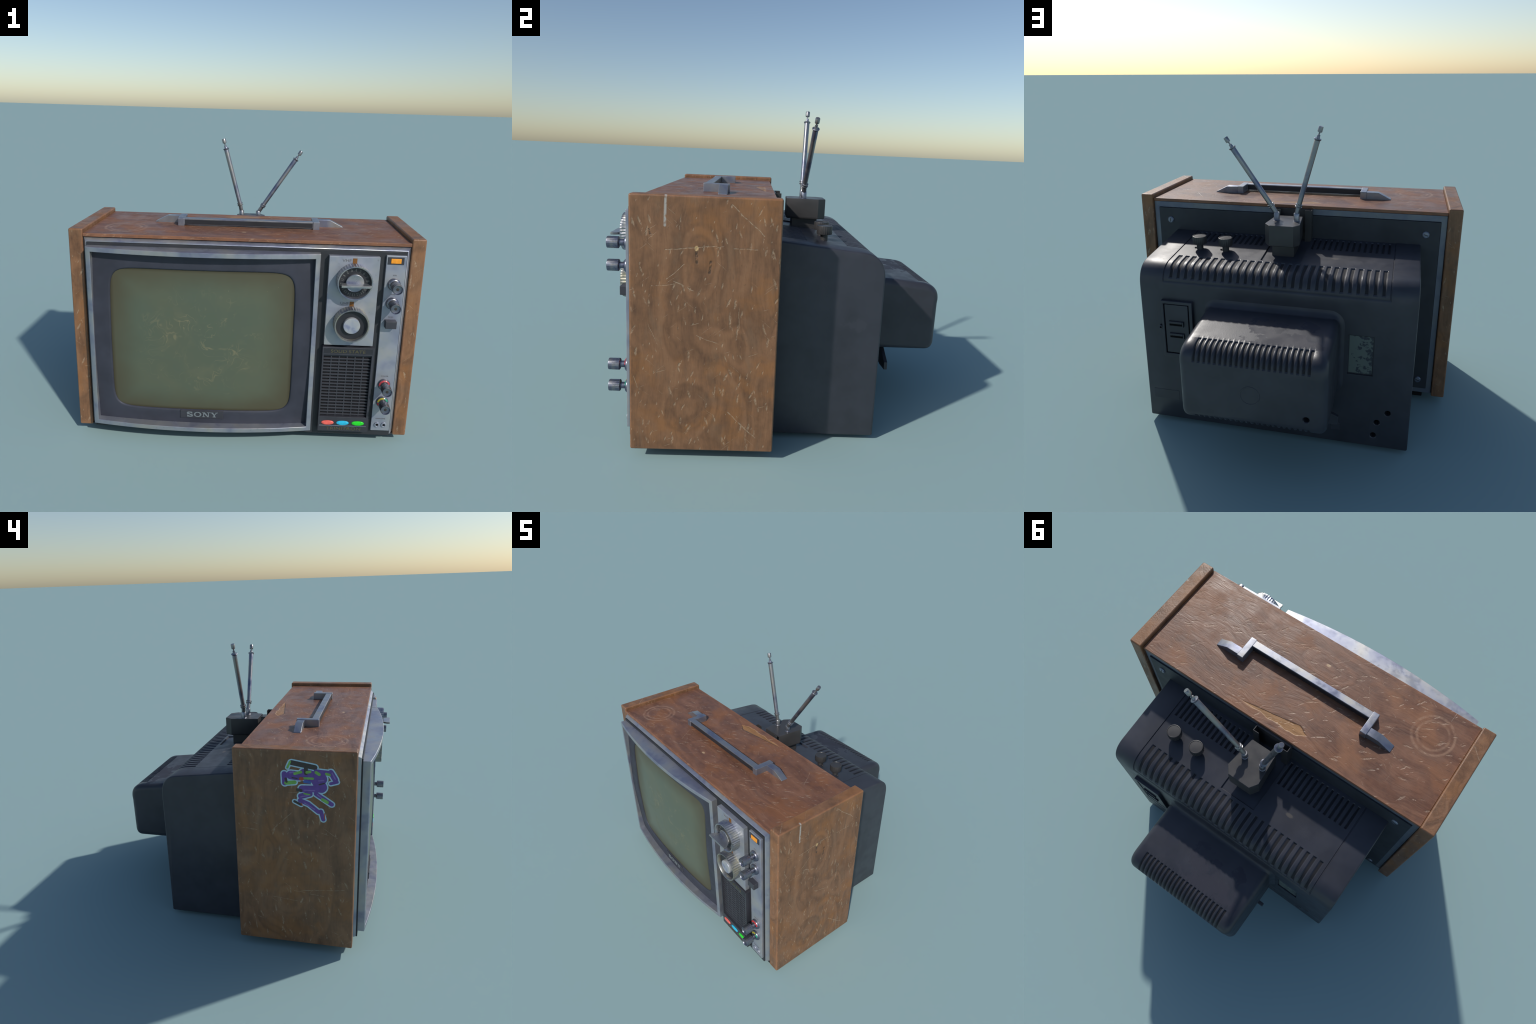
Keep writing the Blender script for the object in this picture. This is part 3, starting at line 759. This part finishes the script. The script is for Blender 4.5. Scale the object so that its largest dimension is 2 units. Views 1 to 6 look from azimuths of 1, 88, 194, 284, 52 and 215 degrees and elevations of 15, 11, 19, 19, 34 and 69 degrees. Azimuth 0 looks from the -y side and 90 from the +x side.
def relief(x, y, z, top, edge):
    d = 0.0
    if z > 0.9185 and min(abs(x - 0.620), abs(x + 0.637)) < 0.0030: return 0.0045
    if -0.637 < x < 0.620 and y > 0.46 and 0.9165 < z < 0.9265: return 0.0040
    rear_zone = y > 0.307 or z < 0.99
    if -0.637 < x < 0.620 and z > 0.9215:
        d = 0.0015
        if z > 0.9375 and y > 0.3065 and near(x, rear_slots, RH + 0.006): d = max(d, 0.0072 * vent(x, rear_slots, RH))
        elif (near(x, fs_p, FH + 0.005) or near(x, fs_n, FH + 0.005)) and -0.0565 < y < 0.0875 and z > 1.0: d = max(d, 0.0068 * vent(x, fs_p + fs_n, FH))
        elif -0.127 < x < 0.103 and y < 0.2875 and z > 1.0: d = 0.0095
    return d
stations = set()
E2 = 0.0011
stations |= shoulders(rear_slots, RH)
stations |= shoulders(fs_p + fs_n, FH)
for c in (-0.637, 0.620): stations |= {c - 0.0040, c - 0.0018, c + 0.0018, c + 0.0040}
for c in (-0.127, 0.103): stations |= {c - 0.0016, c + 0.0016}
st = sorted(stations)
xs = []
for s_ in st:
    if not xs or s_ - xs[-1] > 0.0004: xs.append(s_)
endsteps = [(0.0, 0.010), (0.0012, 0.0055), (0.0040, 0.0018), (0.0085, 0.0)]
rings = []
for dx, sh in endsteps: rings.append((HX0 + dx, sh))
for s_ in xs: rings.append((s_, 0.0))
for dx, sh in reversed(endsteps): rings.append((HX1 - dx, sh))
R3 = []
for x, sh in rings:
    r = []
    for (y, z), (ny, nz) in zip(prof, nrm):
        d = relief(x, y, z, True, 0) + sh
        r.append((x, y + ny * d, z + nz * d))
    R3.append(r)
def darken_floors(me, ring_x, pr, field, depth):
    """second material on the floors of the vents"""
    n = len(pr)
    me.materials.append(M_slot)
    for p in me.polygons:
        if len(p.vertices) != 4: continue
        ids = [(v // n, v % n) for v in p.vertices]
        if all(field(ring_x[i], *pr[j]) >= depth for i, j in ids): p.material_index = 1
M_slot = plastic('vent_painted_shade', (0.018, 0.018, 0.021), 0.6, spec=0.25, grain=False)  # near-black floor colour paints deep shade into shallow slots
hm = loft_mesh('rear_housing', R3)
hm.materials.append(M_shell)
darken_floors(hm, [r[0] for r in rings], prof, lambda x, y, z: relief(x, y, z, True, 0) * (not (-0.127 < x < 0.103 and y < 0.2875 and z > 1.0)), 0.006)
housing = finish('rear_housing', hm, M_shell, angle=35)

def cut(ob, cutters):
    for c in cutters:
        m = ob.modifiers.new('cut', 'BOOLEAN'); m.operation = 'DIFFERENCE'; m.solver = 'EXACT'; m.object = c
    bpy.context.view_layer.update()
    dg = bpy.context.evaluated_depsgraph_get()
    me = bpy.data.meshes.new_from_object(ob.evaluated_get(dg))
    ob.modifiers.clear()
    old = ob.data; ob.data = me; me.name = old.name
    bpy.data.meshes.remove(old)
    for c in cutters:
        m = c.data; bpy.data.objects.remove(c); bpy.data.meshes.remove(m)
    me.polygons.foreach_set('use_smooth', [True] * len(me.polygons))
    me.set_sharp_from_angle(angle=math.radians(35))

holes = ((-0.661, 0.253), (-0.605, 0.186), (-0.589, 0.101))
cutters = [finish('cutter', lathe_mesh('cutter', (hx, 0.44, hz), (hx, 0.50, hz), [(0.015, 0), (0.0165, 0.0385), (0.0205, 0.0415), (0.0205, 0.06)], 24), None) for hx, hz in holes]
cutters.append(finish('cutter', box_mesh('cutter', -0.5685, -0.4295, 0.473, 0.50, 0.474, 0.712), None))
cutters.append(finish('cutter', box_mesh('cutter', 0.461, 0.6225, 0.4785, 0.50, 0.479, 0.798), None))
cut(housing, cutters)
for hx, hz in holes:
    lathe('hole_bottom', (hx, 0.4402, hz), (hx, 0.50, hz), [(0.0149, 0), (0.0149, 0.002), (0, 0.0021)], M_hole, housing, 20, cap1=False)
lab = box('label_plate', -0.562, -0.436, 0.4722, 0.4750, 0.482, 0.704, M_label, housing, bevel=0.0005)
# service hatch: raised rim, sunk gap, loose cover, two grips and a lock
O = [(0.445, 0.458), (0.6335, 0.458), (0.6335, 0.8125), (0.445, 0.8125)]; I = [(0.466, 0.483), (0.6185, 0.483), (0.6185, 0.794), (0.466, 0.794)]
rings = [rr(O, 0.478), rr(O, 0.5040), rr(I, 0.5040), rr(I, 0.478)]; rings.append(rings[0])
hatch = finish('service_hatch', loft_mesh('service_hatch', rings, cap0=False, cap1=False), M_shell, bevel=0.004)
box('hatch_cover', 0.472, 0.6135, 0.474, 0.5010, 0.488, 0.790, M_shell, hatch, bevel=0.003)
for zc in (0.678, 0.603):
    box('hatch_grip', 0.508, 0.590, 0.499, 0.5105, zc - 0.001, zc + 0.0125, M_shell, hatch, bevel=0.002)
    box('hatch_grip', 0.500, 0.5075, 0.499, 0.5105, zc - 0.019, zc + 0.0125, M_shell, hatch, bevel=0.002)
    box('hatch_slot', 0.5085, 0.589, 0.499, 0.5018, zc - 0.018, zc - 0.004, M_hole, hatch, bevel=0.0005)
lathe('hatch_lock', (0.6475, 0.479, 0.640), (0.6475, 0.50, 0.640), [(0.0135, 0), (0.0135, 0.014), (0.010, 0.018), (0.006, 0.018), (0.0055, 0.006), (0, 0.006)], M_shell, hatch, 24, cap1=False)
box('blank_plate', 0.568, 0.730, 0.4795, 0.4825, 0.154, 0.217, M_shell, housing, bevel=0.0012)

# ------------------------------------------------------------------ tube cover (rear box)
CX0, CX1, CY = -0.384, 0.360, 0.9175
def cover_profile():
    pts = [(0.470, 0.3625), (0.66, 0.3625), (0.78, 0.3625)]
    B1 = [(0.860, 0.3630), (0.9095, 0.3640), (0.9120, 0.418)]
    B2 = [(CY - 0.002, 0.672), (CY, 0.757), (0.828, 0.7705)]
    def bez(q, n):
        A, B, C = map(Vector, q)
        for i in range(n + 1):
            t = i / n; p = A * (1 - t) ** 2 + B * 2 * t * (1 - t) + C * t * t; pts.append((p.x, p.y))
    bez(B1, 16)
    for zz in (0.46, 0.52, 0.546, 0.60, 0.65): pts.append((0.912 + (zz - 0.418) * 0.0062, zz))
    bez(B2, 22)
    s = 0.100
    for y in (0.812, 0.8075, 0.803, 0.78, 0.70, 0.60, 0.52, 0.47): pts.append((y, 0.7705 + s * (0.828 - y)))
    return pts
cprof = cover_profile(); cn = normals(cprof)
cslots = [0.277 - (0.277 + 0.297) * i / 21 for i in range(22)]
CH = 0.0068
def crelief(x, y, z):
    if near(x, cslots, CH * 1.6):
        if (z > 0.699 and y > 0.8055) or (z < 0.392 and y > 0.82): return 0.0062 * vent(x, cslots, CH)
    return 0.0
cst = set()
cst |= shoulders(cslots, CH)
rad = 0.040
ends = [(rad * (1 - math.cos(a)), rad * (1 - math.sin(a))) for a in [math.pi / 2 * i / 9 for i in range(10)]]
# ends: (distance from the side face, inward shrink)
ends = [(rad - rad * math.sin(a), 0) for a in ()] or [(rad * (1 - math.sin(b)), rad * (1 - math.cos(b))) for b in [math.pi / 2 * (1 - i / 9) for i in range(10)]]
rg = [(CX0 + dx, sh) for dx, sh in ends] + [(x, 0) for x in sorted(cst)] + [(CX1 - dx, sh) for dx, sh in reversed(ends)]
R3 = []
for x, sh in rg:
    r = []
    for (y, z), (ny, nz) in zip(cprof, cn):
        d = crelief(x, y, z) + sh
        yy = y + ny * d
        r.append((x, max(yy, 0.47) if y > 0.471 else 0.47, z + nz * d))
    R3.append(r)
cm = loft_mesh('tube_cover', R3)
cm.materials.append(M_cover)
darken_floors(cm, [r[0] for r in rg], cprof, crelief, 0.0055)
cover = finish('tube_cover', cm, M_cover, angle=35)
cut(cover, [finish('cutter', lathe_mesh('cutter', (-0.286, 0.87, 0.451), (-0.286, 0.95, 0.451), [(0.014, 0), (0.0155, 0.0375), (0.021, 0.044), (0.021, 0.07)], 24), None)])
lathe('hole_bottom', (-0.286, 0.8702, 0.451), (-0.286, 0.95, 0.451), [(0.0139, 0), (0.0139, 0.002), (0, 0.0021)], M_hole, cover, 20, cap1=False)
# concave skirt where the cover leaves the housing
def round_rect(x0, x1, z0, z1, r, y):
    p = []
    for cx, cz, a0 in ((x1 - r, z1 - r, 0), (x0 + r, z1 - r, 90), (x0 + r, z0 + r, 180), (x1 - r, z0 + r, 270)):
        for i in range(9):
            a = math.radians(a0 + 90 * i / 8); p.append((cx + r * math.cos(a), y, cz + r * math.sin(a)))
    return p
F = 0.039
rings = []
for i in range(9):
    t = i / 8 * F
    e = F - math.sqrt(max(0, F * F - (F - t) ** 2))
    y = 0.4800 + t
    top = 0.7705 + 0.100 * (0.828 - y)
    rings.append(round_rect(CX0 - e * 0.75 + 0.0008, CX1 + e * 0.75 - 0.0008, 0.3632 - e * 0.8, top + e - 0.0008, 0.046 + e, y))
finish('cover_skirt', loft_mesh('cover_skirt', rings, cap0=False, cap1=False), M_cover, cover, angle=40)
v, f = [], []
for i in range(48):
    a = 2 * math.pi * i / 48
    for r, dy in ((0.052, 0.0), (0.0505, 0.0022), (0.0470, 0.0022), (0.0455, 0.0)):
        zz = 0.546 + r * math.sin(a)
        v.append((-0.007 + r * math.cos(a), 0.912 + (zz - 0.418) * 0.0062 + dy - 0.0004, zz))
for i in range(48):
    for j in range(3): f.append((i * 4 + j, i * 4 + j + 1, ((i + 1) % 48) * 4 + j + 1, ((i + 1) % 48) * 4 + j))
finish('embossed_ring', mesh_of('embossed_ring', v, f), M_cover, cover)
# cord hooks below the cover: a thin plate hanging from it, tapering to a blunt end
for s, m in ((1, 0.398), (-1, -0.408)):
    pts = [(m, 0.294), (m, 0.248), (m - s * 0.115, 0.238), (m - s * 0.175, 0.252), (m - s * 0.19, 0.368), (m - s * 0.14, 0.362), (m - s * 0.10, 0.340), (m - s * 0.055, 0.318)]
    prism('cord_hook', pts, 1, 0.611, 0.631, M_shell, bevel=0.002)
    box('socket_recess', m - s * 0.058, m - s * 0.004, 0.4795, 0.4830, 0.104, 0.150, M_shell, housing, bevel=0.0012)

# ------------------------------------------------------------------ adjustment knobs on the housing
km = lathe_mesh('adjuster', (0, 0, 1.03), (0, 0, 1.2), [(0.020, -0.01), (0.020, 0.034), (0.040, 0.035), (0.0425, 0.0375), (0.0425, 0.078), (0.0405, 0.081), (0.0375, 0.0815), (0.0355, 0.079), (0.0, 0.0795)], 96, flutes=22, depth=0.0022, flute_rows=(3, 4), cap1=False)
for p in ((0.504, 0.192, 0.0), (0.341, 0.195, 0.0)):
    finish('adjuster_knob', km, M_base, housing, loc=p)
    lathe('adjuster_collar', (p[0] + 0.030, p[1] - 0.004, 1.02), (p[0] + 0.030, p[1] - 0.004, 1.05), [(0.006, 0), (0.006, 0.016), (0.004, 0.018)], M_base, housing, 12)

# ------------------------------------------------------------------ antenna
AX = -0.004
oct_ = [(AX - 0.078, 0.006), (AX + 0.078, 0.006), (AX + 0.0815, 0.012), (AX + 0.1015, 0.200), (AX + 0.066, 0.246), (AX - 0.072, 0.246), (AX - 0.1015, 0.200), (AX - 0.0815, 0.012)]
v = lambda k, z: [(AX + (x - AX) * k, 0.13 + (y - 0.13) * k, z) for x, y in oct_]
abase = finish('antenna_base', loft_mesh('antenna_base', [v(0.965, 1.093), v(0.99, 1.0965), v(1.0, 1.106), v(1.0, 1.209), v(0.992, 1.2135), v(0.975, 1.2150)]), M_base, angle=30)
box('antenna_neck', AX - 0.068, AX + 0.062, 0.042, 0.200, 1.015, 1.094, M_base, abase, bevel=0.004)
# steel channel on the back plate that holds the base
U_ = [(0.099, -0.0870), (0.099, -0.030), (0.060, -0.030), (0.060, -0.0345), (0.094, -0.0345), (0.094, -0.0635), (-0.126, -0.0635), (-0.126, -0.0345), (-0.090, -0.0345), (-0.090, -0.030), (-0.131, -0.030), (-0.131, -0.0870)]
prism('antenna_bracket', U_, 2, 1.035, 1.243, M_base, bevel=0.0008, seg=1)

def antenna(foot, joint, collar, tip):
    foot, joint, collar, tip = map(Vector, (foot, joint, collar, tip))
    post = lathe('antenna_post', foot, foot + Vector((0, 0, 1)), [(0.0195, -0.004), (0.0195, 0.002), (0.0172, 0.0045), (0.0172, 0.044), (0.015, 0.047)], M_mast, None, 28)
    w = (collar - joint).normalized()
    L = (collar - joint).length
    start = foot + Vector((0, 0, 0.036))
    lathe('antenna_stub', start, joint, [(0.0125, 0), (0.0138, 0.01), (0.0138, (joint - start).length + 0.004)], M_mast, post, 24)
    T = (tip - joint).dot(w)
    m = lathe('antenna_mast', joint, collar, [(0.0138, -0.010), (0.0200, -0.009), (0.0205, -0.004), (0.0165, -0.002), (0.0165, 0.003), (0.0205, 0.005), (0.0205, 0.010), (0.0145, 0.012), (0.0162, L - 0.006),
              (0.0205, L - 0.001), (0.0215, L + 0.003), (0.0200, L + 0.005), (0.0110, L + 0.006), (0.0085, L + 0.018), (0.0090, L + 0.024), (0.0045, L + 0.026), (0.0045, T - 0.034), (0.0060, T - 0.032), (0.0125, T - 0.031), (0.0135, T - 0.028), (0.0135, T - 0.003), (0.0120, T)], M_mast, post, 28)
antenna((-0.068, 0.112, 1.214), (-0.080, 0.111, 1.304), (-0.1855, 0.129, 1.684), (-0.2038, 0.145, 1.753))
antenna((0.050, 0.111, 1.214), (0.082, 0.111, 1.299), (0.3000, 0.135, 1.6255), (0.3330, 0.145, 1.687))

# ------------------------------------------------------------------ sticker on the left side: a plain leaping-figure shape
def uv(u, w): return (-0.395 - (u - 480) * 0.000345, 1.236 - (w - 305) * 0.000367)
limbs = [  # (from, to, radius, colour)
    ((495, 365), (860, 425), 40, M_sdark), ((425, 445), (470, 350), 16, M_sgreen), ((700, 540), (960, 600), 92, M_purple), ((880, 600), (960, 730), 92, M_purple),
    ((480, 560), (600, 570), 72, M_purple), ((375, 545), (380, 690), 42, M_purple), ((400, 690), (540, 672), 30, M_sgreen), ((880, 490), (1090, 505), 40, M_purple), ((1110, 490), (1180, 600), 42, M_purple),
    ((1110, 665), (1210, 635), 24, M_purple), ((660, 770), (980, 760), 56, M_purple), ((880, 840), (1130, 995), 34, M_purple), ((640, 890), (780, 845), 46, M_purple), ((625, 960), (760, 1010), 36, M_purple),
    ((760, 1010), (920, 1130), 34, M_purple), ((960, 1120), (1000, 1250), 32, M_purple), ((535, 980), (640, 1030), 20, M_sdark)]
spots = [((540, 535), (640, 505), 22, M_sgreen), ((690, 600), (830, 600), 18, M_sgreen), ((640, 612), (655, 612), 30, M_sorange), ((880, 500), (930, 530), 24, M_sgreen), ((1040, 515), (1090, 530), 20, M_sgreen),
         ((700, 655), (780, 660), 24, M_sblue), ((985, 925), (1060, 965), 26, M_sgreen), ((690, 845), (780, 858), 12, M_sgreen), ((395, 620), (410, 670), 18, M_sdark), ((720, 440), (720, 520), 30, M_sdark), ((735, 505), (785, 495), 22, M_sgreen), ((590, 790), (640, 800), 26, M_sdark), ((1018, 1150), (1022, 1240), 7, M_sorange), ((700, 790), (860, 790), 9, M_lilac), ((920, 630), (1000, 620), 10, M_lilac), ((930, 690), (1010, 665), 10, M_sdark), ((640, 900), (760, 870), 10, M_lilac), ((700, 1000), (860, 1090), 9, M_lilac), ((1130, 500), (1180, 590), 10, M_lilac), ((500, 600), (580, 610), 9, M_sdark), ((470, 520), (520, 510), 14, M_lilac), ((640, 1005), (670, 1040), 7, M_sorange), ((900, 850), (970, 900), 9, M_lilac)]
stick = None
def capsule(name, a, b, r, h, mat, parent):
    a, b = Vector(uv(*a)), Vector(uv(*b))
    d = (b - a); ang = math.atan2(d.y, d.x)
    pts = []
    for i in range(11): t = ang - math.pi / 2 + math.pi * i / 10; pts.append((b.x + r * math.cos(t), b.y + r * math.sin(t)))
    for i in range(11): t = ang + math.pi / 2 + math.pi * i / 10; pts.append((a.x + r * math.cos(t), a.y + r * math.sin(t)))
    return finish(name, prism_mesh(name, pts, 0, -1.0 - h, -0.9995), mat, parent, smooth=False)
for i, (a, b, r, m) in enumerate(limbs):
    o = capsule('sticker' if stick is None else 'sticker_edge', a, b, (r + 21) * 0.000355, 0.0004 + 0.00001 * i, M_sedge, stick)
    stick = stick or o
for i, (a, b, r, m) in enumerate(limbs): capsule('sticker_patch', a, b, r * 0.000355, 0.0007 + 0.00001 * i, m, stick)
for i, (a, b, r, m) in enumerate(spots): capsule('sticker_patch', a, b, r * 0.000355, 0.0010 + 0.00001 * i, m, stick)
